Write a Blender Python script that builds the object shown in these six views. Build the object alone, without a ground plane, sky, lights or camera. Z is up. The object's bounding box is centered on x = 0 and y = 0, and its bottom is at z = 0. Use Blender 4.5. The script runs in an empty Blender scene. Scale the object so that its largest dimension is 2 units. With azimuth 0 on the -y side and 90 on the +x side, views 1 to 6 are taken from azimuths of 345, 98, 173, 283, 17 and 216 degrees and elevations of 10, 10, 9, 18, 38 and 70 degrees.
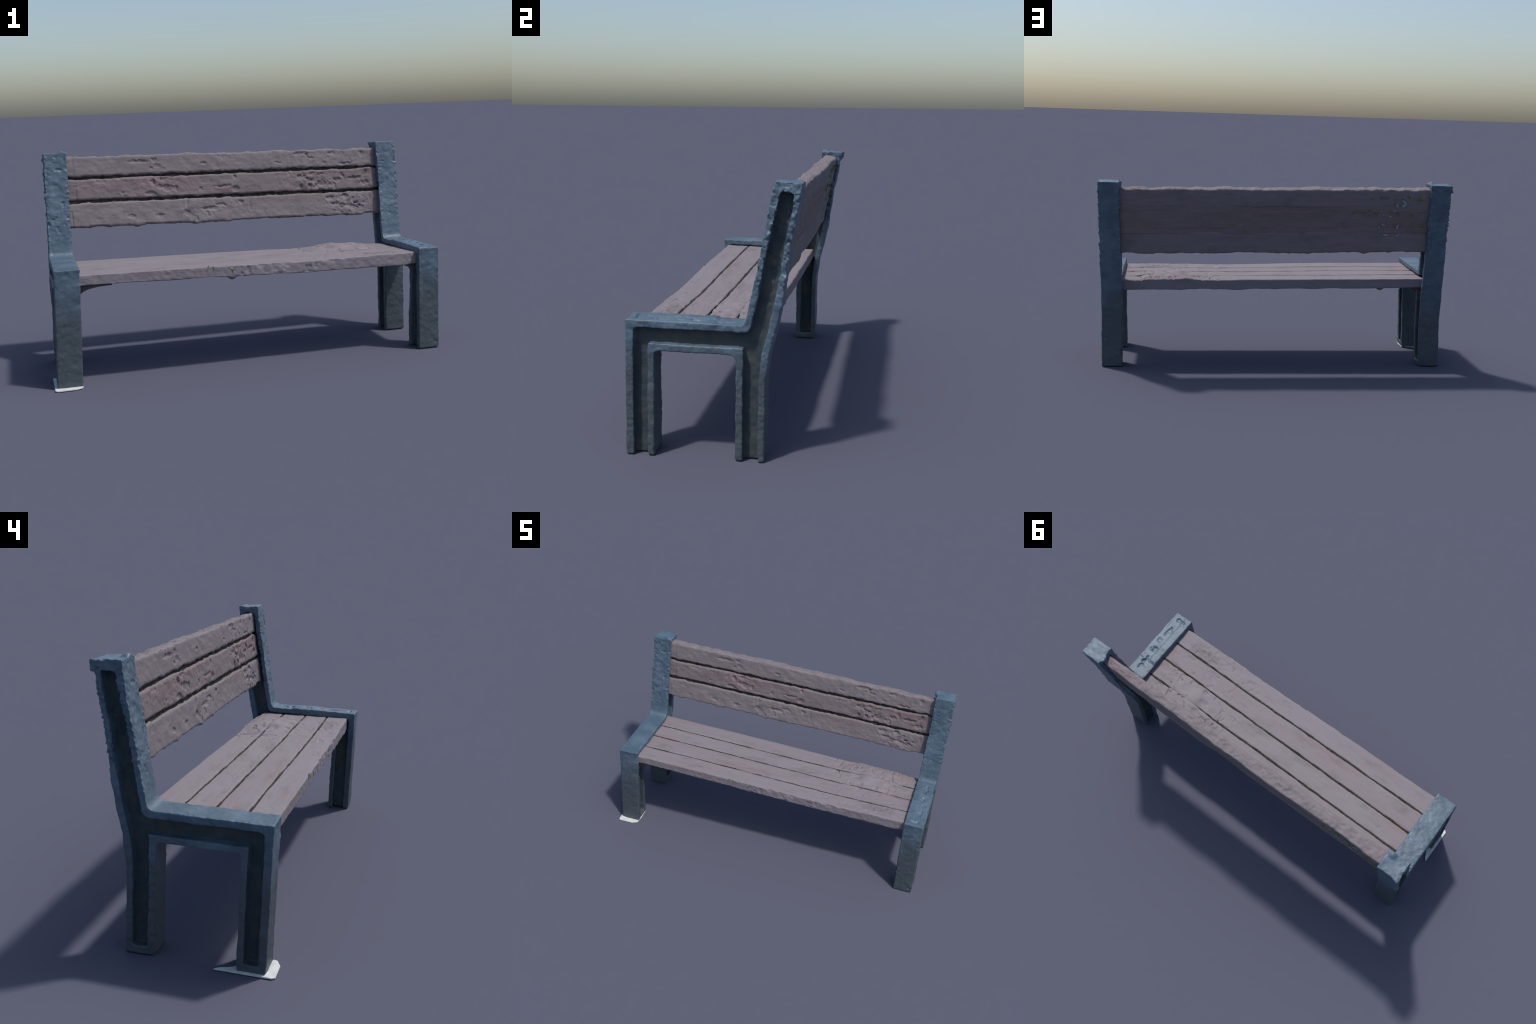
"""A weathered park bench: two cast side frames of I-beam section carry four seat
slats and three back slats.  Everything is built from profiles, rules and noise."""
import bpy, bmesh, math, random
import numpy as np
from mathutils import Vector

random.seed(7)
RNG = np.random.default_rng(7)

# ------------------------------------------------------------------ noise helpers
def _hash(ix, iy, iz, seed):
    h = (ix.astype(np.uint32) * np.uint32(374761393) + iy.astype(np.uint32) * np.uint32(668265263)
         + iz.astype(np.uint32) * np.uint32(2147483647) + np.uint32(seed * 974711 + 12345))
    h ^= h >> np.uint32(13)
    h *= np.uint32(1274126177)
    h ^= h >> np.uint32(16)
    h *= np.uint32(2246822519)
    h ^= h >> np.uint32(15)
    return h.astype(np.float64) / 4294967295.0


def noise(P, scale, seed=0):
    """Smooth value noise in [-1, 1] at the points P (n, 3)."""
    Q = P * scale + 100.0
    I = np.floor(Q).astype(np.int64)
    F = Q - I
    F = F * F * F * (F * (F * 6 - 15) + 10)
    out = 0.0
    for dx in (0, 1):
        wx = F[:, 0] if dx else 1 - F[:, 0]
        for dy in (0, 1):
            wy = F[:, 1] if dy else 1 - F[:, 1]
            for dz in (0, 1):
                wz = F[:, 2] if dz else 1 - F[:, 2]
                out = out + wx * wy * wz * _hash(I[:, 0] + dx, I[:, 1] + dy, I[:, 2] + dz, seed)
    return out * 2 - 1


def fbm(P, scale, seed=0, octaves=3):
    out, a, t = 0.0, 1.0, 0.0
    for o in range(octaves):
        out = out + a * noise(P, scale * 2 ** o, seed + 17 * o)
        t += a
        a *= 0.5
    return out / t


def smooth(a, b, x):
    t = np.clip((x - a) / (b - a), 0, 1)
    return t * t * (3 - 2 * t)


# ------------------------------------------------------------------ materials
def new_material(name):
    m = bpy.data.materials.new(name)
    m.use_nodes = True
    nt = m.node_tree
    bsdf = nt.nodes["Principled BSDF"]
    tc = nt.nodes.new("ShaderNodeTexCoord")
    return m, nt, bsdf, tc.outputs["Object"]


def n_mapping(nt, vec, scale):
    n = nt.nodes.new("ShaderNodeMapping")
    n.inputs["Scale"].default_value = scale
    nt.links.new(vec, n.inputs["Vector"])
    return n.outputs["Vector"]


def n_noise(nt, vec, scale, detail=4.0, rough=0.55):
    n = nt.nodes.new("ShaderNodeTexNoise")
    n.inputs["Scale"].default_value = scale
    n.inputs["Detail"].default_value = detail
    n.inputs["Roughness"].default_value = rough
    nt.links.new(vec, n.inputs["Vector"])
    return n.outputs["Fac"]


def n_range(nt, val, a, b, lo=0.0, hi=1.0):
    n = nt.nodes.new("ShaderNodeMapRange")
    n.interpolation_type = 'SMOOTHSTEP'
    for k, v in zip(("From Min", "From Max", "To Min", "To Max"), (a, b, lo, hi)):
        n.inputs[k].default_value = v
    nt.links.new(val, n.inputs["Value"])
    return n.outputs["Result"]


def n_math(nt, op, a, b):
    n = nt.nodes.new("ShaderNodeMath")
    n.operation = op
    for i, v in enumerate((a, b)):
        if isinstance(v, (int, float)):
            n.inputs[i].default_value = v
        else:
            nt.links.new(v, n.inputs[i])
    return n.outputs[0]


def n_mix(nt, fac, a, b):
    n = nt.nodes.new("ShaderNodeMix")
    n.data_type = 'RGBA'
    for sock, v in ((n.inputs[0], fac), (n.inputs[6], a), (n.inputs[7], b)):
        if isinstance(v, tuple):
            sock.default_value = (*v, 1.0)
        elif isinstance(v, (int, float)):
            sock.default_value = v
        else:
            nt.links.new(v, sock)
    return n.outputs[2]


def n_bump(nt, bsdf, height, strength, dist):
    n = nt.nodes.new("ShaderNodeBump")
    n.inputs["Strength"].default_value = strength
    n.inputs["Distance"].default_value = dist
    nt.links.new(height, n.inputs["Height"])
    nt.links.new(n.outputs["Normal"], bsdf.inputs["Normal"])


def wood_material(name, grey, red, share):
    """Weathered slat: faded grey-mauve with reddish worn stretches and faint grain."""
    m, nt, b, P = new_material(name)
    along = n_mapping(nt, P, (0.6, 4.0, 4.0))
    col = n_mix(nt, n_range(nt, n_noise(nt, along, 3.0, 3), 0.58 - share, 0.74 - share), grey, red)
    grain = n_noise(nt, n_mapping(nt, P, (6.0, 70.0, 70.0)), 1.0, 4, 0.6)
    col = n_mix(nt, n_range(nt, grain, 0.35, 0.75, 0.0, 0.22), col, tuple(c * 1.35 for c in grey))
    dirt = n_noise(nt, n_mapping(nt, P, (0.8, 1.6, 1.6)), 7.0, 6, 0.6)
    col = n_mix(nt, n_range(nt, dirt, 0.50, 0.74, 0.0, 0.5), col, (0.118, 0.104, 0.110))
    geo = nt.nodes.new("ShaderNodeNewGeometry")      # dark tone in dents and pits
    pit = n_math(nt, 'MULTIPLY', n_range(nt, geo.outputs["Pointiness"], 0.485, 0.43), n_range(nt, n_noise(nt, P, 30.0, 3), 0.3, 0.6, 0.15, 0.55))
    col = n_mix(nt, pit, col, (0.062, 0.056, 0.064))
    spots = n_noise(nt, P, 95.0, 3, 0.6)
    col = n_mix(nt, n_range(nt, spots, 0.66, 0.74, 0.0, 0.35), col, (0.20, 0.20, 0.12))
    nt.links.new(col, b.inputs["Base Color"])
    b.inputs["Roughness"].default_value = 0.75
    b.inputs["Specular IOR Level"].default_value = 0.25
    n_bump(nt, b, grain, 0.25, 0.004)
    return m


def paint_material():
    """Blue-green paint on cast metal; the legs turn darker and greyer near the ground."""
    m, nt, b, P = new_material("blue_green_paint")
    blotch = n_noise(nt, P, 9.0, 4, 0.6)
    col = n_mix(nt, n_range(nt, blotch, 0.35, 0.7), (0.059, 0.098, 0.139), (0.094, 0.141, 0.188))
    sep = nt.nodes.new("ShaderNodeSeparateXYZ")
    nt.links.new(P, sep.inputs[0])
    wob = n_math(nt, 'ADD', sep.outputs["Z"], n_math(nt, 'MULTIPLY', n_math(nt, 'SUBTRACT', blotch, 0.5), 0.5))
    col = n_mix(nt, n_range(nt, wob, 0.22, 0.56, 0.9, 0.0), col, (0.058, 0.073, 0.084))
    dark = n_noise(nt, P, 26.0, 4, 0.6)
    col = n_mix(nt, n_range(nt, dark, 0.58, 0.76, 0.0, 0.35), col, (0.034, 0.050, 0.062))
    moss = n_noise(nt, P, 60.0, 4, 0.65)
    col = n_mix(nt, n_range(nt, moss, 0.63, 0.70, 0.0, 0.45), col, (0.075, 0.095, 0.040))
    chip = n_noise(nt, n_mapping(nt, P, (1, 1, 0.5)), 80.0, 3, 0.55)
    col = n_mix(nt, n_range(nt, chip, 0.71, 0.75, 0.0, 0.5), col, (0.24, 0.30, 0.33))
    nt.links.new(col, b.inputs["Base Color"])
    b.inputs["Roughness"].default_value = 0.5
    b.inputs["Specular IOR Level"].default_value = 0.45
    n_bump(nt, b, n_noise(nt, P, 110.0, 4, 0.6), 0.25, 0.004)
    return m


def plain_material(name, c0, c1, scale, rough=0.85):
    m, nt, b, P = new_material(name)
    f = n_noise(nt, P, scale, 4, 0.6)
    nt.links.new(n_mix(nt, n_range(nt, f, 0.35, 0.68), c0, c1), b.inputs["Base Color"])
    b.inputs["Roughness"].default_value = rough
    b.inputs["Specular IOR Level"].default_value = 0.3
    n_bump(nt, b, f, 0.3, 0.004)
    return m


PAINT = paint_material()
def web_shade_material():
    """Paint darkened to bake recess shade into the webs, plus moss and dust flecks."""
    m, nt, b, P = new_material("shade_darkened_web")
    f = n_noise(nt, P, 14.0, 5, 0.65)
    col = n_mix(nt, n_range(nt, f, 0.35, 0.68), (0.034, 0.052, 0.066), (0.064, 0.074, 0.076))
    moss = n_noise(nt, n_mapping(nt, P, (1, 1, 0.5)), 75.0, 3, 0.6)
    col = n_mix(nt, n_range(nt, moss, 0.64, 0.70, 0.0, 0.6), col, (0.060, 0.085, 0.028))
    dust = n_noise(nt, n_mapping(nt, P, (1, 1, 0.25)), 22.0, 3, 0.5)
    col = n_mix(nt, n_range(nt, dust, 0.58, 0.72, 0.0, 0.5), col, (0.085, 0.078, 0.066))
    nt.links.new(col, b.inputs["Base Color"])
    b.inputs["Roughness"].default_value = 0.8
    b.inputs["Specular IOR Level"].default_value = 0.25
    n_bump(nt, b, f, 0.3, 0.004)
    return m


WEB_SHADE = web_shade_material()
SEAT_GREY = wood_material("lilac_grey_seat_slat", (0.202, 0.181, 0.200), (0.200, 0.164, 0.174), 0.03)
SEAT_RED = wood_material("pinkish_seat_slat", (0.200, 0.177, 0.195), (0.196, 0.157, 0.167), 0.08)
BACK_GREY = wood_material("grey_brown_back_slat", (0.180, 0.156, 0.168), (0.176, 0.142, 0.149), 0.04)
BACK_RED = wood_material("reddish_back_slat", (0.175, 0.143, 0.151), (0.172, 0.127, 0.132), 0.09)
WOOD_UNDER = plain_material("coved_bracket_brown", (0.060, 0.046, 0.042), (0.10, 0.078, 0.072), 14.0)
GAP_DARK = plain_material("dark_gap_fill", (0.018, 0.016, 0.014), (0.046, 0.042, 0.034), 60.0, 0.95)
WHITE = plain_material("white_foot_plate", (0.47, 0.50, 0.50), (0.60, 0.62, 0.61), 30.0, 0.7)
LEAF_GREEN = plain_material("green_leaf_scrap", (0.09, 0.13, 0.03), (0.17, 0.22, 0.07), 70.0)
LEAF_PALE = plain_material("pale_leaf_scrap", (0.20, 0.25, 0.26), (0.30, 0.34, 0.34), 70.0)

# ------------------------------------------------------------------ root
bench = bpy.data.objects.new("park_bench", None)
bench["label"] = "weathered park bench with grey-pink slats and blue-green cast side frames"
bench["category"] = "bench"
bpy.context.scene.collection.objects.link(bench)


def add_object(name, mesh, mat):
    mesh.materials.clear()
    mesh.materials.append(mat)
    o = bpy.data.objects.new(name, mesh)
    bpy.context.scene.collection.objects.link(o)
    o.parent = bench
    return o


def mesh_from(name, V, F, smooth_shade=True):
    me = bpy.data.meshes.new(name)
    me.from_pydata([tuple(v) for v in V], [], F)
    me.update()
    if smooth_shade:
        me.polygons.foreach_set("use_smooth", [True] * len(me.polygons))
    return me


# ------------------------------------------------------------------ side frames
def fillet(points):
    """Polyline with rounded corners: each point is (y, z) or (y, z, radius)."""
    out, n = [], len(points)
    for i, p in enumerate(points):
        q = Vector(p[:2])
        if len(p) == 2:
            out.append(q)
            continue
        a, c, r = Vector(points[i - 1][:2]), Vector(points[(i + 1) % n][:2]), p[2]
        d0, d1 = (a - q).normalized(), (c - q).normalized()
        ang = d0.angle(d1)
        t = r / math.tan(ang / 2)
        p0, p1 = q + d0 * t, q + d1 * t
        for k in range(7):
            s = k / 6
            out.append(p0 * (1 - s) ** 2 + q * 2 * s * (1 - s) + p1 * s * s)
    return out


# side profile in (y, z), as on the +x frame
OUTLINE = fillet([
    (-0.343, 0.0), (-0.340, 0.532), (0.117, 0.529, 0.030), (0.175, 0.815), (0.223, 1.062), (0.327, 1.057),
    (0.305, 0.925), (0.286, 0.835), (0.272, 0.725), (0.253, 0.605), (0.235, 0.520),
    (0.211, 0.430), (0.195, 0.320), (0.193, 0.0),
    (0.082, 0.0), (0.084, 0.413, 0.030), (-0.229, 0.415, 0.020), (-0.232, 0.0),
])


def recess(floor):
    """The channel between the flanges; floor is where it ends at the feet."""
    return fillet([
        (-0.312, floor), (-0.309, 0.503, 0.022), (0.134, 0.500, 0.030), (0.167, 0.640),
        (0.189, 0.766), (0.212, 0.869), (0.247, 1.022, 0.004), (0.295, 1.018, 0.004),
        (0.273, 0.891), (0.257, 0.810), (0.246, 0.727), (0.228, 0.623), (0.209, 0.530),
        (0.180, 0.420), (0.171, 0.308), (0.168, floor), (0.110, floor), (0.111, 0.440),
        (-0.254, 0.443), (-0.258, floor)])


def prism(profile, x0, x1):
    bm = bmesh.new()
    a = [bm.verts.new((x0, p.x, p.y)) for p in profile]
    b = [bm.verts.new((x1, p.x, p.y)) for p in profile]
    n = len(a)
    bm.faces.new(a)
    bm.faces.new(b[::-1])
    for i in range(n):
        bm.faces.new((a[i], b[i], b[(i + 1) % n], a[(i + 1) % n]))
    bmesh.ops.recalc_face_normals(bm, faces=bm.faces)
    me = bpy.data.meshes.new("prism")
    bm.to_mesh(me)
    bm.free()
    o = bpy.data.objects.new("prism", me)
    bpy.context.scene.collection.objects.link(o)
    return o


HALF = 0.056


def inside(y, z, poly):
    """Even-odd test of many points against a closed profile."""
    hit = np.zeros(len(y), bool)
    for p, q in zip(poly, poly[1:] + poly[:1]):
        if p.y == q.y:
            continue
        cross = ((p.y > z) != (q.y > z)) & (y < (q.x - p.x) * (z - p.y) / (q.y - p.y) + p.x)
        hit ^= cross
    return hit


def frame_solid(out_depth, in_depth, floor, voxel=0.0034):
    """I-beam body in local x from -HALF (inner side) to +HALF (outer side)."""
    body = prism(OUTLINE, -HALF, HALF)
    cuts = [prism(recess(floor), HALF - out_depth, HALF + 0.02), prism(recess(floor), -HALF - 0.02, -HALF + in_depth)]
    for c in cuts:
        mod = body.modifiers.new("channel", 'BOOLEAN')
        mod.operation, mod.object, mod.solver = 'DIFFERENCE', c, 'EXACT'
    rm = body.modifiers.new("remesh", 'REMESH')
    rm.mode, rm.voxel_size = 'VOXEL', voxel
    sm = body.modifiers.new("smooth", 'SMOOTH')
    sm.factor, sm.iterations = 0.5, 4
    dg = bpy.context.evaluated_depsgraph_get()
    me = bpy.data.meshes.new_from_object(body.evaluated_get(dg))
    for o in [body] + cuts:
        d = o.data
        bpy.data.objects.remove(o)
        bpy.data.meshes.remove(d)
    return me


def mesh_arrays(me):
    V = np.empty(len(me.vertices) * 3)
    me.vertices.foreach_get("co", V)
    N = np.empty(len(me.vertices) * 3)
    me.vertices.foreach_get("normal", N)
    return V.reshape(-1, 3), N.reshape(-1, 3)


# worn hollows on the seat rail of the +x frame: (local x, y, half width x, half width y, depth)
RAIL_HOLLOWS = [
    (-0.002, -0.300, 0.030, 0.007, 0.007), 
    (0.018, -0.215, 0.010, 0.030, 0.006), 
    (0.020, -0.140, 0.008, 0.020, 0.005), (0.014, -0.075, 0.012, 0.022, 0.009),
     (0.010, 0.005, 0.010, 0.022, 0.009),
    (0.016, 0.050, 0.009, 0.014, 0.007), 
]


def build_frame(side, depth_out, depth_in, floor):
    me = frame_solid(depth_out, depth_in, floor)
    V, N = mesh_arrays(me)
    S = V.copy()                                   # undisplaced profile coordinates
    seed = 31 if side > 0 else 67
    Q = V + np.array([side * 3.0, 0, 0])
    post = smooth(0.56, 0.70, V[:, 2])
    edge = smooth(0.5, 0.95, np.abs(V[:, 0]) / HALF)
    # soft lumps everywhere, rough casting on posts, wavering flange edges
    d = 0.0022 * fbm(Q, 16, seed, 2) + 0.0012 * fbm(Q, 55, seed + 5, 2)
    lumps = fbm(Q, 38, seed + 9, 2)
    flat = smooth(1.035, 1.05, V[:, 2])
    d += (0.35 + 0.65 * post) * (1 - 0.6 * flat) * 0.0024 * lumps
    pit = smooth(0.36, 0.75, fbm(Q, 40, seed + 21, 2))
    d -= (0.12 + 0.88 * post) * (1 - flat) * (0.0055 if side < 0 else 0.0035) * pit
    W = np.stack([0.7 * noise(Q, 34, seed + 40 + k) + 0.9 * noise(Q, 95, seed + 50 + k) for k in range(3)], 1)
    W2 = V + N * d[:, None] + W * (edge * (0.0011 + 0.0019 * post))[:, None] - N * (post * 0.0022)[:, None]
    # crumbling outer rear edge of the posts
    rear = smooth(0.0, 0.025, V[:, 1] - (0.235 + 0.19 * (V[:, 2] - 0.6) + 0.03))
    crumb = np.clip(noise(Q, 45, seed + 80) + 0.5 * noise(Q, 90, seed + 81) - 0.1, 0, 1)
    hi = smooth(0.66, 0.75, V[:, 2]) * smooth(1.07, 1.03, V[:, 2])
    W2[:, 0] += smooth(0.6, 0.98, V[:, 0] / HALF) * (0.35 + 0.65 * rear) * hi * crumb * 0.022
    W2[:, 1] += smooth(0.6, 0.98, V[:, 0] / HALF) * rear * hi * crumb * 0.006
    if side < 0:                                   # ragged top rear corner
        c = smooth(0.045, 0.012, np.linalg.norm(V - np.array([HALF, 0.322, 1.040]), axis=1))
        W2[:, 1] += c * 0.011
        W2[:, 0] += c * 0.004
        c = smooth(0.026, 0.006, np.linalg.norm(V - np.array([-0.030, 0.236, 1.055]), axis=1))
        W2[:, 2] += c * 0.011
    else:
        c = smooth(0.030, 0.008, np.linalg.norm(V - np.array([-HALF, 0.290, 1.045]), axis=1))
        W2[:, 0] -= c * 0.014
        # inner rear flange of the front leg is wider than the others
        W2[:, 0] -= 0.010 * smooth(0.42, 0.36, V[:, 2]) * (np.abs(V[:, 0] + 0.030) < 0.012) * (V[:, 1] < -0.2) * (np.abs(N[:, 0]) > 0.5)
        W2[:, 0] -= 0.012 * smooth(0.45, 0.0, V[:, 2]) * smooth(-0.5, -0.9, V[:, 0] / HALF) * smooth(-0.275, -0.262, V[:, 1]) * smooth(-0.19, -0.21, V[:, 1]) * smooth(0.44, 0.40, V[:, 2])
        W2[:, 0] += 0.004 * smooth(0.3, 0.9, V[:, 0] / HALF) * smooth(0.3, 0.6, V[:, 2]) * smooth(0.15, 0.2, V[:, 1])
        top = smooth(0.6, 0.9, N[:, 2]) * smooth(0.50, 0.52, V[:, 2]) * smooth(0.56, 0.545, V[:, 2])
        wob = np.stack([noise(Q, 55, seed + 90 + k) * 0.010 for k in range(2)], 1)
        X, Y = V[:, 0] + wob[:, 0], V[:, 1] + wob[:, 1]
        for hx, hy, rx, ry, dep in RAIL_HOLLOWS:
            r = ((X - hx) / rx) ** 2 + ((Y - hy) / ry) ** 2
            W2[:, 2] -= top * dep * smooth(1.5, 0.5, r)
        strip = smooth(0.004, -0.002, V[:, 0] + 0.3 * wob[:, 0] + 0.012) * smooth(0.004, -0.004, Y + 0.005)
        W2[:, 2] += top * (0.005 * strip - 0.003 * smooth(0.0, 0.006, Y))
    V = W2
    # place: lean, height and twist of each frame
    x, y, z = V[:, 0], V[:, 1], V[:, 2]
    if side > 0:
        X = 0.922 + x + 0.009 * smooth(0.5, 1.05, z)
        Y, Z = y, z + 0.003 * smooth(0.7, 1.05, z)
    else:
        X = -(0.9285 + 1.06 * x) + 0.041 * np.minimum(z, 0.56) + 0.020 * np.maximum(z - 0.56, 0)
        X = X + 0.010 * smooth(-0.20, 0.10, y) * smooth(0.50, 0.15, z)
        Y = y + 0.022 - 0.003 * smooth(0.6, 0.75, z) * smooth(0.0, -0.03, y - (0.222 + 0.208 * (z - 1.057)) - 0.03)
        Z = z + 0.033 * smooth(0.0, 0.42, z) - 0.012 * smooth(0.55, 1.05, z)
    V = np.stack([X, Y, np.maximum(Z, 0.0012)], 1)
    # split into anatomical regions with shared border normals
    F = [tuple(p.vertices) for p in me.polygons]
    if side < 0:
        F = [f[::-1] for f in F]
    bpy.data.meshes.remove(me)
    whole = mesh_from("whole", V, F)
    _, NV = mesh_arrays(whole)
    C = np.array([S[list(f)].mean(0) for f in F])
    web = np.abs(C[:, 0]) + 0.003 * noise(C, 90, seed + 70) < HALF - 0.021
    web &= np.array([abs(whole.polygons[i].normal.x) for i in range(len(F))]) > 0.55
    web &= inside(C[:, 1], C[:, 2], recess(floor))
    region = np.where(C[:, 2] > 0.565, 3, np.where(C[:, 2] > 0.405, 2, np.where(C[:, 1] < -0.07, 0, 1)))
    names = ["front_leg", "rear_leg", "seat_rail", "back_post"]
    for k, nm in enumerate(names):
        sel = np.where(region == k)[0]
        ids = sorted({i for f in sel for i in F[f]})
        remap = {g: i for i, g in enumerate(ids)}
        part = mesh_from(nm, V[ids], [tuple(remap[i] for i in F[f]) for f in sel])
        part.normals_split_custom_set_from_vertices([tuple(NV[i]) for i in ids])
        add_object(nm, part, PAINT)
        part.materials.append(WEB_SHADE)
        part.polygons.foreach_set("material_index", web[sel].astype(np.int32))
        part.update()
    bpy.data.meshes.remove(whole)


build_frame(+1, 0.034, 0.026, -0.02)
build_frame(-1, 0.034, 0.034, 0.031)

# ------------------------------------------------------------------ slats
def section(width, thick, r, step):
    """Rounded rectangle loop: local (a along width, b along thickness) and normals."""
    P, N = [], []
    w, t = width / 2, thick / 2
    corners = [(w - r, t - r, 0), (-w + r, t - r, 90), (-w + r, -t + r, 180), (w - r, -t + r, 270)]
    for i, (ca, cb, a0) in enumerate(corners):
        for k in range(5):
            an = math.radians(a0 + 90 * k / 4)
            n = (math.cos(an), math.sin(an))
            P.append((ca + r * n[0], cb + r * n[1]))
            N.append(n)
        na, nb, _ = corners[(i + 1) % 4]
        an = math.radians(a0 + 90)
        n = (math.cos(an), math.sin(an))
        p0, p1 = (ca + r * n[0], cb + r * n[1]), (na + r * n[0], nb + r * n[1])
        m = max(1, round(math.dist(p0, p1) / step))
        for k in range(1, m):
            s = k / m
            P.append((p0[0] + (p1[0] - p0[0]) * s, p0[1] + (p1[1] - p0[1]) * s))
            N.append(n)
    return np.array(P), np.array(N)


def slat_mesh(name, x0, x1, left, right, thick, r, step, displace):
    """left/right: ((y, z) of one top edge, (y, z) of the other) at both ends of the slat.
    The face between the two edges is the visible one; thickness goes behind it.
    displace(x, a, b, nb, na) -> (offset along normal, offset along width)."""
    L0, L1, R0, R1 = (np.array(p, float) for p in (*left, *right))
    w = 0.5 * (np.linalg.norm(L1 - L0) + np.linalg.norm(R1 - R0))
    t0 = max(thick) if isinstance(thick, tuple) else thick
    P, Nn = section(w, t0, r, step)
    n, m = len(P), int((x1 - x0) / step) + 1
    xs = np.linspace(x0, x1, m)
    t = np.linspace(0, 1, m)[:, None]
    E0, E1 = L0 * (1 - t) + R0 * t, L1 * (1 - t) + R1 * t
    TH = np.repeat((thick[0] * (1 - t) + thick[1] * t)[:, 0], n) if isinstance(thick, tuple) else thick
    mid, A = (E0 + E1) / 2, (E1 - E0)
    scale = np.linalg.norm(A, axis=1, keepdims=True) / w
    A = A / np.linalg.norm(A, axis=1, keepdims=True)
    B = np.stack([-A[:, 1], A[:, 0]], 1)           # outward from the visible face
    x = np.repeat(xs, n)
    a, b = np.tile(P[:, 0], m), np.tile(P[:, 1], m)
    na, nb = np.tile(Nn[:, 0], m), np.tile(Nn[:, 1], m)
    d, shift = displace(x, a, b, na, nb, w)
    a2 = (a + na * d + shift) * np.repeat(scale[:, 0], n)
    b2 = (b - t0 / 2) * TH / t0 + nb * d
    C, AA, BB = np.repeat(mid, n, 0), np.repeat(A, n, 0), np.repeat(B, n, 0)
    YZ = C + AA * a2[:, None] + BB * b2[:, None]
    V = np.column_stack([x, YZ])
    F = []
    for i in range(m - 1):
        o = i * n
        for j in range(n):
            k = (j + 1) % n
            F.append((o + j, o + n + j, o + n + k, o + k))
    F.append(tuple(range(n)))
    F.append(tuple(range((m - 1) * n, m * n))[::-1])
    me = mesh_from(name, V, F)
    bm = bmesh.new()
    bm.from_mesh(me)
    bmesh.ops.recalc_face_normals(bm, faces=bm.faces)
    bm.to_mesh(me)
    bm.free()
    me.polygons.foreach_set("use_smooth", [True] * len(me.polygons))
    return me


def hollows(x, a, spots, seed):
    """Sum of ragged dents: spots are (x, a, half length, half width, depth)."""
    Q = np.column_stack([x, a, np.full_like(x, seed)])
    wx, wa = 0.008 * noise(Q, 60, seed), 0.005 * noise(Q, 80, seed + 3)
    d = np.zeros_like(x)
    for sx, sa, rx, ra, dep in spots:
        near = np.abs(x - sx) < rx * 2 + 0.02
        r = ((x[near] + wx[near] - sx) / (1.0 * rx)) ** 2 + ((a[near] + wa[near] - sa) / (1.05 * ra)) ** 2
        d[near] = np.maximum(d[near], 0.9 * dep * smooth(1.9, 0.1, r))
    return d


XL, XR = -0.872, 0.885

# --- back slats: one entry per slat: edge heights at both ends, dents, rough stretches
def back_line(z, end):
    """y of the backrest's front plane at height z, at the left (0) or right (1) end."""
    return (0.254 + 0.185 * (z - 1.058)) if end == 0 else (0.248 + 0.175 * (z - 1.022))


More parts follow.
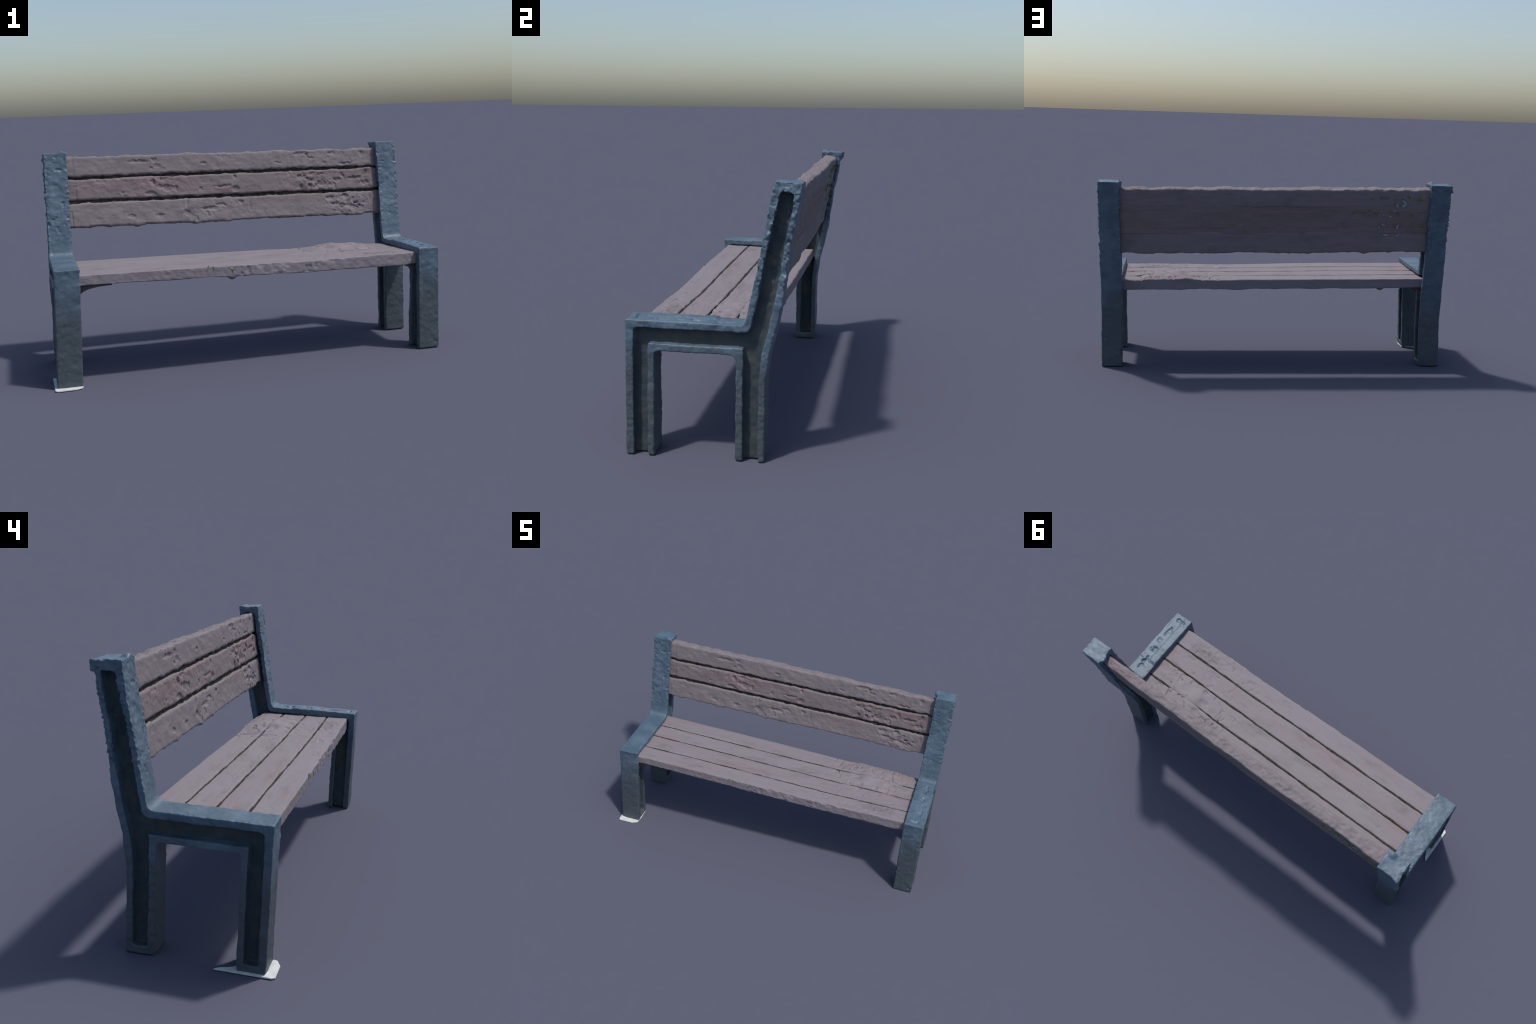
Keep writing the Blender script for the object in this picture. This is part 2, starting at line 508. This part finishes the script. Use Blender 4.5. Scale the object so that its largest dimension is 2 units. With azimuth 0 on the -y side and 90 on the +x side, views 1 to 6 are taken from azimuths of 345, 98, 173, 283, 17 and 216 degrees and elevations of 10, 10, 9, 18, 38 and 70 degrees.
BACK = [
    dict(l=(0.958, 1.062), r=(0.933, 1.028), mat=BACK_GREY, rough=[(0.45, 0.85, 0.7)], dents=[
        (-0.475, 0.015, 0.050, 0.007, 0.006), (-0.385, 0.018, 0.014, 0.010, 0.006),
        (-0.405, -0.018, 0.014, 0.006, 0.005), (-0.37, -0.012, 0.022, 0.008, 0.004), (-0.12, -0.005, 0.016, 0.007, 0.005),
        (0.44, 0.030, 0.05, 0.008, 0.005), (0.30, -0.020, 0.02, 0.006, 0.004), (0.50, 0.005, 0.012, 0.006, 0.004),
        (0.62, 0.028, 0.02, 0.008, 0.005), (0.70, -0.034, 0.04, 0.006, 0.006), (0.80, 0.02, 0.014, 0.016, 0.006)]),
    dict(l=(0.837, 0.942), r=(0.803, 0.919), mat=BACK_RED, rough=[(-0.60, -0.25, 0.8), (0.38, 0.85, 1.0)], dents=[
        (-0.68, 0.043, 0.025, 0.010, 0.006), (-0.395, 0.020, 0.018, 0.014, 0.008), (-0.345, 0.042, 0.028, 0.009, 0.009),
        (-0.32, -0.010, 0.028, 0.016, 0.008), (-0.36, 0.0, 0.012, 0.010, 0.006), (-0.28, -0.012, 0.014, 0.012, 0.006),
        (-0.41, -0.038, 0.03, 0.010, 0.006), (-0.02, -0.012, 0.045, 0.007, 0.006), (0.055, -0.026, 0.018, 0.012, 0.007),
        (0.05, 0.036, 0.012, 0.009, 0.006), (-0.14, -0.022, 0.012, 0.007, 0.005), (0.545, -0.02, 0.022, 0.014, 0.007),
        (0.535, 0.032, 0.014, 0.008, 0.006), (0.64, -0.004, 0.016, 0.012, 0.007), (0.67, 0.022, 0.012, 0.012, 0.006),
        (0.745, 0.006, 0.032, 0.007, 0.008), (0.80, -0.022, 0.024, 0.012, 0.007), (0.815, 0.03, 0.014, 0.014, 0.007),
        (0.49, 0.036, 0.012, 0.010, 0.006), (0.60, -0.028, 0.014, 0.01, 0.006)]),
    dict(l=(0.699, 0.822), r=(0.664, 0.789), mat=BACK_GREY, rough=[(-0.25, 0.15, 0.55), (0.5, 0.8, 0.9)], dents=[
        (-0.525, -0.018, 0.022, 0.008, 0.005), (-0.225, -0.012, 0.018, 0.013, 0.007), (-0.10, 0.008, 0.050, 0.009, 0.007),
        (-0.04, 0.022, 0.03, 0.007, 0.005), (0.07, 0.034, 0.014, 0.008, 0.006), (-0.38, -0.022, 0.022, 0.007, 0.004),
        (0.59, 0.034, 0.02, 0.010, 0.007), (0.68, 0.04, 0.02, 0.009, 0.007), (0.665, -0.012, 0.035, 0.010, 0.007),
        (0.62, 0.0, 0.016, 0.010, 0.006), (0.72, -0.022, 0.018, 0.012, 0.006), (0.745, 0.002, 0.014, 0.008, 0.006)]),
]


def back_displace(index, spec):
    def f(x, a, b, na, nb, w):
        seed = 200 + 11 * index
        Q = np.column_stack([x, a, b + index * 5.0])
        Qs = Q * np.array([0.7, 1.0, 1.0])
        front = smooth(0.2, 0.8, nb)
        rough = np.full_like(x, 0.18)
        for x0, x1, amt in spec["rough"]:
            rough = np.maximum(rough, amt * smooth(x0 - 0.10, x0 + 0.05, x) * smooth(x1 + 0.10, x1 - 0.05, x))
        rough *= np.clip(0.75 + 1.0 * noise(Qs, 8, seed + 30), 0.1, 1.4)
        d = 0.0030 * fbm(Qs, 14, seed, 2) + 0.0010 * fbm(Qs, 60, seed + 2, 2)
        d += front * (0.25 + rough) * 0.0040 * fbm(Q, 30, seed + 7, 3)
        d -= front * rough * 0.0080 * smooth(0.12, 0.66, fbm(Q, 40, seed + 9, 3))
        d -= front * hollows(x, a, spec["dents"], seed)
        # butt plates let into the left ends
        lim = -0.806 - 0.012 * index + 0.016 * (index == 1)
        plate = smooth(lim + 0.003, lim - 0.001, x) * (smooth(0.026, 0.020, a) if index else 1.0)
        rim = smooth(0.006, 0.001, np.abs(x - lim)) * smooth(0.026, 0.020, a) if index else 0.0
        d -= front * (0.002 * plate + 0.0012 * rim * (index > 0))
        edges = smooth(0.4, 0.9, np.abs(na))
        d += edges * (0.0038 * noise(Q * np.array([1, 0.2, 0.2]), 24, seed + 12) + 0.0026 * noise(Q, 62, seed + 13))
        shift = 0.0015 * noise(Q * np.array([1, 0, 0]), 7, seed + 20)
        if index == 2:                              # small drips below the lowest slat
            drip = np.clip(noise(Q * np.array([1, 0, 0.3]), 17, seed + 41) - 0.25, 0, 1)
            d += smooth(-0.5, -0.95, na) * (drip * 0.011 - 0.001)
        if index == 0:                              # lumpy top edge, bulging to the rear mid-way
            d += smooth(0.6, 0.95, na) * 0.003 * noise(Q, 20, seed + 44)
        d += smooth(-0.3, -0.9, nb) * 0.006 * np.clip(1 - ((x - 0.05) / 0.75) ** 2, 0, 1)
        d += smooth(-0.3, -0.9, nb) * (0.004 * noise(Q * np.array([1, 0.1, 0.1]), 5, 77) + 0.002 * noise(Q, 22, seed + 50))
        return d, shift
    return f


BACK_THICK = (0.067, 0.047)                        # thicker towards the left end
for i, s in enumerate(BACK):
    (lb, lt), (rb, rt) = s["l"], s["r"]
    left = ((back_line(lb, 0), lb), (back_line(lt, 0), lt))
    right = ((back_line(rb, 1), rb), (back_line(rt, 1), rt))
    me = slat_mesh("back_slat", XL + 0.012, XR, left, right, BACK_THICK, 0.011, 0.0034, back_displace(i, s))
    add_object("back_slat", me, s["mat"])

# --- seat slats, front to rear
SEAT_L = [(-0.298, -0.1810), (-0.1730, -0.0510), (-0.0430, 0.0710), (0.0790, 0.198)]
SEAT_R = [(-0.302, -0.1960), (-0.1880, -0.0770), (-0.0690, 0.0450), (0.0530, 0.164)]
SEAT_DENTS = [
    [(0.70, 0.010, 0.016, 0.007, 0.005), (0.66, 0.006, 0.010, 0.006, 0.004)],
    [],
    [(0.74, -0.015, 0.014, 0.014, 0.005), (0.50, 0.02, 0.03, 0.012, 0.005), (-0.70, 0.01, 0.012, 0.008, 0.003)],
    [(0.50, -0.030, 0.035, 0.012, 0.006), (0.58, 0.0, 0.02, 0.016, 0.005)],
]


def seat_height(y, end):
    return (0.5330 - 0.022 * (y + 0.306)) if end == 0 else (0.510 - 0.036 * (y + 0.312))


def seat_displace(index):
    def f(x, a, b, na, nb, w):
        seed = 400 + 13 * index
        Q = np.column_stack([x, a, b + index * 5.0 + 40])
        Qs = Q * np.array([0.55, 1.0, 1.0])
        top = smooth(0.2, 0.8, nb)
        worn = smooth(0.15, 0.4, x) * smooth(0.86, 0.74, x) * (0.35 + 0.65 * smooth(1.0, 3.0, float(index) + 0 * x))
        d = 0.0016 * fbm(Qs, 12, seed, 2) + 0.0007 * fbm(Qs, 55, seed + 2, 2)
        d += top * worn * (0.0045 * fbm(Qs, 22, seed + 5, 3) - 0.010 * smooth(0.26, 0.6, fbm(Q, 30, seed + 9, 2)))
        # wandering cracks in the worn right-hand stretch
        crack = np.abs(noise(Q, 11, seed + 60) + 0.5 * noise(Q, 30, seed + 61))
        d -= top * worn * 0.007 * smooth(0.06, 0.01, crack)
        # swollen patch at the right rear
        yy = 0.12 * index + a
        d += top * 0.016 * smooth(0.40, 0.54, x) * smooth(0.80, 0.68, x) * smooth(0.14, 0.26, yy) * smooth(0.46, 0.38, yy) * (1 + 0.5 * noise(Q, 16, seed + 70))
        d -= top * hollows(x, a, SEAT_DENTS[index], seed)
        edges = smooth(0.4, 0.9, np.abs(na))
        d += edges * (0.0016 * noise(Q * np.array([1, 0.2, 0.2]), 22, seed + 12) + 0.0012 * noise(Q, 65, seed + 14))
        if index == 0:                              # dented front edge right of the middle
            fr = smooth(-0.3, -0.9, na) * smooth(-0.2, 0.0, x) * smooth(0.55, 0.35, x)
            d -= fr * 0.0042 * smooth(0.1, 0.5, fbm(Q, 30, seed + 31, 2))
        under = smooth(-0.4, -0.9, nb)
        d += under * (0.0035 * noise(Q * np.array([1, 0.3, 0]), 9, seed + 35) + 0.002 * noise(Q, 26, seed + 36))
        if index in (0, 3):                         # hanging tags under the front and rear edges
            tx, ta = ((-0.111, -0.030) if index == 0 else (-0.616, 0.030))
            r = np.sqrt(((x - tx) / 0.035) ** 2 + ((a - ta) / 0.03) ** 2)
            d += under * 0.016 * smooth(1.0, 0.0, r)
        shift = 0.0012 * noise(Q * np.array([1, 0, 0]), 8, seed + 20)
        return d, shift
    return f


def sag(me):
    """The seat dips slightly right of the middle, most at its front."""
    co, _ = mesh_arrays(me)
    co[:, 2] -= 0.007 * np.exp(-((co[:, 0] - 0.25) / 0.35) ** 2) * smooth(0.10, -0.20, co[:, 1])
    me.vertices.foreach_set("co", co.ravel())
    me.update()


SEAT_THICK = (0.055, 0.058)
for i in range(4):
    (l0, l1), (r0, r1) = SEAT_L[i], SEAT_R[i]
    left = ((l0, seat_height(l0, 0)), (l1, seat_height(l1, 0)))
    right = ((r0, seat_height(r0, 1)), (r1, seat_height(r1, 1)))
    me = slat_mesh("seat_slat", XL + 0.006, XR, left, right, (0.051, 0.063) if i == 0 else SEAT_THICK, 0.0065, 0.0042, seat_displace(i))
    sag(me)
    add_object("seat_slat", me, (SEAT_GREY, SEAT_RED, SEAT_GREY, SEAT_RED)[i])


# ------------------------------------------------------------------ dark strips closing the gaps
def filler(name, left, right, thick, sink, mat=None):
    def f(x, a, b, na, nb, w):
        Q = np.column_stack([x, a, b])
        return 0.0016 * noise(Q, 90, 5) + 0.0025 * noise(Q, 24, 9) * (nb > 0.3) * (mat is None), 0 * x
    me = slat_mesh(name, XL + 0.02, XR - 0.01, left, right, thick, 0.003, 0.006, f)
    if left[0][1] < 0.6:
        sag(me)
    o = add_object(name, me, mat or GAP_DARK)
    return o


def dark_backed_gap(edges_l, edges_r, front_sink, rear_sink, thick, line, seam):
    """A dark strip behind the visible face, and a seam of brown matter closing the other side."""
    def corner(q, end, off):
        return line(q, end, off)
    (l0, l1), (r0, r1) = edges_l, edges_r
    filler("gap_dark_strip", (corner(l0, 0, front_sink), corner(l1, 0, front_sink)), (corner(r0, 1, front_sink), corner(r1, 1, front_sink)),
           tuple(t * 0.55 - front_sink for t in thick), 0)
    half = tuple(t * 0.5 for t in thick)
    me_l = (line(l0, 0, half[0]), line(l1, 0, half[0]))
    me_r = (line(r0, 1, half[1]), line(r1, 1, half[1]))
    filler("seam_filling", me_l, me_r, tuple(t * 0.5 - rear_sink for t in thick), 0, seam)


def back_corner(z, end, off):
    return (back_line(z, end) + off, z - off * 0.18)


def seat_corner(y, end, off):
    return (y, seat_height(y, end) - off)


for i in range(2):
    dark_backed_gap((BACK[i + 1]["l"][1] - 0.010, BACK[i]["l"][0] + 0.010), (BACK[i + 1]["r"][1] - 0.010, BACK[i]["r"][0] + 0.010),
               0.012, -0.004, BACK_THICK, back_corner, BACK_RED)
for i in range(3):
    dark_backed_gap((SEAT_L[i][1] - 0.010, SEAT_L[i + 1][0] + 0.010), (SEAT_R[i][1] - 0.010, SEAT_R[i + 1][0] + 0.010),
               0.0055, 0.004, SEAT_THICK, seat_corner, WOOD_UNDER)


# ------------------------------------------------------------------ coved brackets under the seat ends
def cove(side, width, drop, y0, y1, ztop):
    """A concave gusset between the seat underside and the inside of the frame."""
    prof = [(0.0, ztop), (width, ztop), (width, ztop - 0.012)]
    for k in range(1, 11):
        t = k / 10 * math.pi / 2
        prof.append((width * (1 - math.sin(t)) ** 1.25, ztop - 0.012 - drop * (1 - math.cos(t)) ))
    prof.append((-0.02, ztop - 0.012 - drop))
    prof.append((-0.02, ztop))
    xin = 0.868 if side > 0 else -0.856
    m = 60
    V, F, n = [], [], len(prof)
    for j in range(m + 1):
        y = y0 + (y1 - y0) * j / m
        for (u, z) in prof:
            k = 1 + 0.12 * float(noise(np.array([[side * 2.0, y, 0.0]]), 18, 3)[0])
            V.append((xin - side * u * k, y, z))
    for j in range(m):
        for i in range(n):
            k = (i + 1) % n
            F.append((j * n + i, j * n + k, (j + 1) * n + k, (j + 1) * n + i))
    F.append(tuple(range(n)))
    F.append(tuple(range(m * n, m * n + n))[::-1])
    me = mesh_from("seat_bracket", V, F)
    bm = bmesh.new()
    bm.from_mesh(me)
    bmesh.ops.recalc_face_normals(bm, faces=bm.faces)
    bm.to_mesh(me)
    bm.free()
    me.set_sharp_from_angle(angle=math.radians(50))
    add_object("seat_bracket", me, WOOD_UNDER)


cove(-1, 0.150, 0.052, -0.284, 0.185, 0.484)
cove(+1, 0.085, 0.034, -0.288, 0.155, 0.462)

# ------------------------------------------------------------------ white foot plate
def foot_plate():
    edge = [(-1.000, -0.130), (-0.985, -0.146), (-0.966, -0.190), (-0.955, -0.200), (-0.870, -0.215),
            (-0.866, -0.286), (-0.870, -0.338), (-0.905, -0.356), (-0.990, -0.357), (-1.000, -0.345), (-1.000, -0.150)]
    bm = bmesh.new()
    lo = [bm.verts.new((x, y, 0.0)) for x, y in edge]
    hi = [bm.verts.new((x, y, 0.0045)) for x, y in edge]
    n = len(edge)
    bm.faces.new(hi)
    bm.faces.new(lo[::-1])
    for i in range(n):
        bm.faces.new((lo[i], lo[(i + 1) % n], hi[(i + 1) % n], hi[i]))
    bmesh.ops.recalc_face_normals(bm, faces=bm.faces)
    bmesh.ops.bevel(bm, geom=[e for e in bm.edges if all(v.co.z > 0.004 for v in e.verts)], offset=0.0015, segments=2, affect='EDGES')
    me = bpy.data.meshes.new("foot_plate")
    bm.to_mesh(me)
    bm.free()
    add_object("foot_plate", me, WHITE)


foot_plate()

# ------------------------------------------------------------------ leaf scraps caught on the back
def leaf_scraps(name, places, mat):
    V, F = [], []
    for (c, u, v, nrm, size) in places:
        c, u, v, nrm = (Vector(q) for q in (c, u, v, nrm))
        ang = random.uniform(0, 2 * math.pi)
        a = u * math.cos(ang) + v * math.sin(ang)
        b = nrm.cross(a).normalized()
        L, W = size * random.uniform(0.7, 1.2), size * random.uniform(0.3, 0.55)
        ring = [(L, 0), (0.25 * L, W), (-0.5 * L, 0.8 * W), (-L, 0.1 * W), (-0.4 * L, -0.9 * W), (0.35 * L, -0.7 * W)]
        o = len(V)
        for h in (-0.002, 0.0025):
            for (p, q) in ring:
                V.append(c + a * p + b * q + nrm * (h + 0.002 * (p / L) ** 2))
        n = len(ring)
        F.append(tuple(o + n + i for i in range(n)))
        F.append(tuple(o + i for i in range(n))[::-1])
        for i in range(n):
            k = (i + 1) % n
            F.append((o + i, o + k, o + n + k, o + n + i))
    me = mesh_from(name, V, F, False)
    ob = add_object(name, me, mat)
    ob["kind"] = "stuff"


def rear_point(x, z):
    t = (x + 0.86) / 1.73
    y0 = (1 - t) * back_line(z, 0) + t * back_line(z, 1)
    lean = 0.18
    n = Vector((0, 1, -lean)).normalized()
    return Vector((x, y0, z)) + n * ((1 - t) * BACK_THICK[0] + t * BACK_THICK[1] + 0.003), (1, 0, 0), (0, lean, 1), n


def scatter(rules):
    out = []
    for count, x0, x1, z0, z1, s0, s1 in rules:
        for _ in range(count):
            c, u, v, n = rear_point(random.uniform(x0, x1), random.uniform(z0, z1))
            out.append((c, u, v, n, random.uniform(s0, s1)))
    return out


leaf_scraps("leaf_scrap", scatter([(14, -0.80, -0.45, 1.00, 1.03, 0.006, 0.012), (14, -0.80, -0.35, 0.91, 0.935, 0.004, 0.011),
                                   (6, -0.82, -0.75, 0.80, 1.03, 0.010, 0.018), (5, -0.7, -0.5, 0.85, 1.0, 0.006, 0.012),
                                   (3, 0.22, 0.32, 0.83, 0.86, 0.010, 0.016)]), LEAF_GREEN)
leaf_scraps("leaf_scrap", scatter([(3, -0.72, -0.6, 0.97, 1.01, 0.016, 0.024), (9, -0.78, -0.5, 0.89, 0.94, 0.005, 0.010),
                                   (6, -0.70, -0.5, 0.79, 0.86, 0.006, 0.014), (2, -0.62, -0.58, 0.78, 0.80, 0.012, 0.018),
                                   (2, 0.20, 0.26, 0.83, 0.86, 0.006, 0.01)]), LEAF_PALE)

front = Vector((0, -1, 0.1)).normalized()
edge_spots = [(-0.207, 0.522), (-0.150, 0.515), (-0.118, 0.512), (-0.112, 0.498), (-0.235, 0.524)]
for mat, picks in ((LEAF_GREEN, (0, 3, 4)), (LEAF_PALE, (1, 2))):
    leaf_scraps("leaf_scrap", [((edge_spots[k][0], -0.2985, edge_spots[k][1] - 0.006), (1, 0, 0), (0, 0.1, 1), front, 0.010) for k in picks], mat)
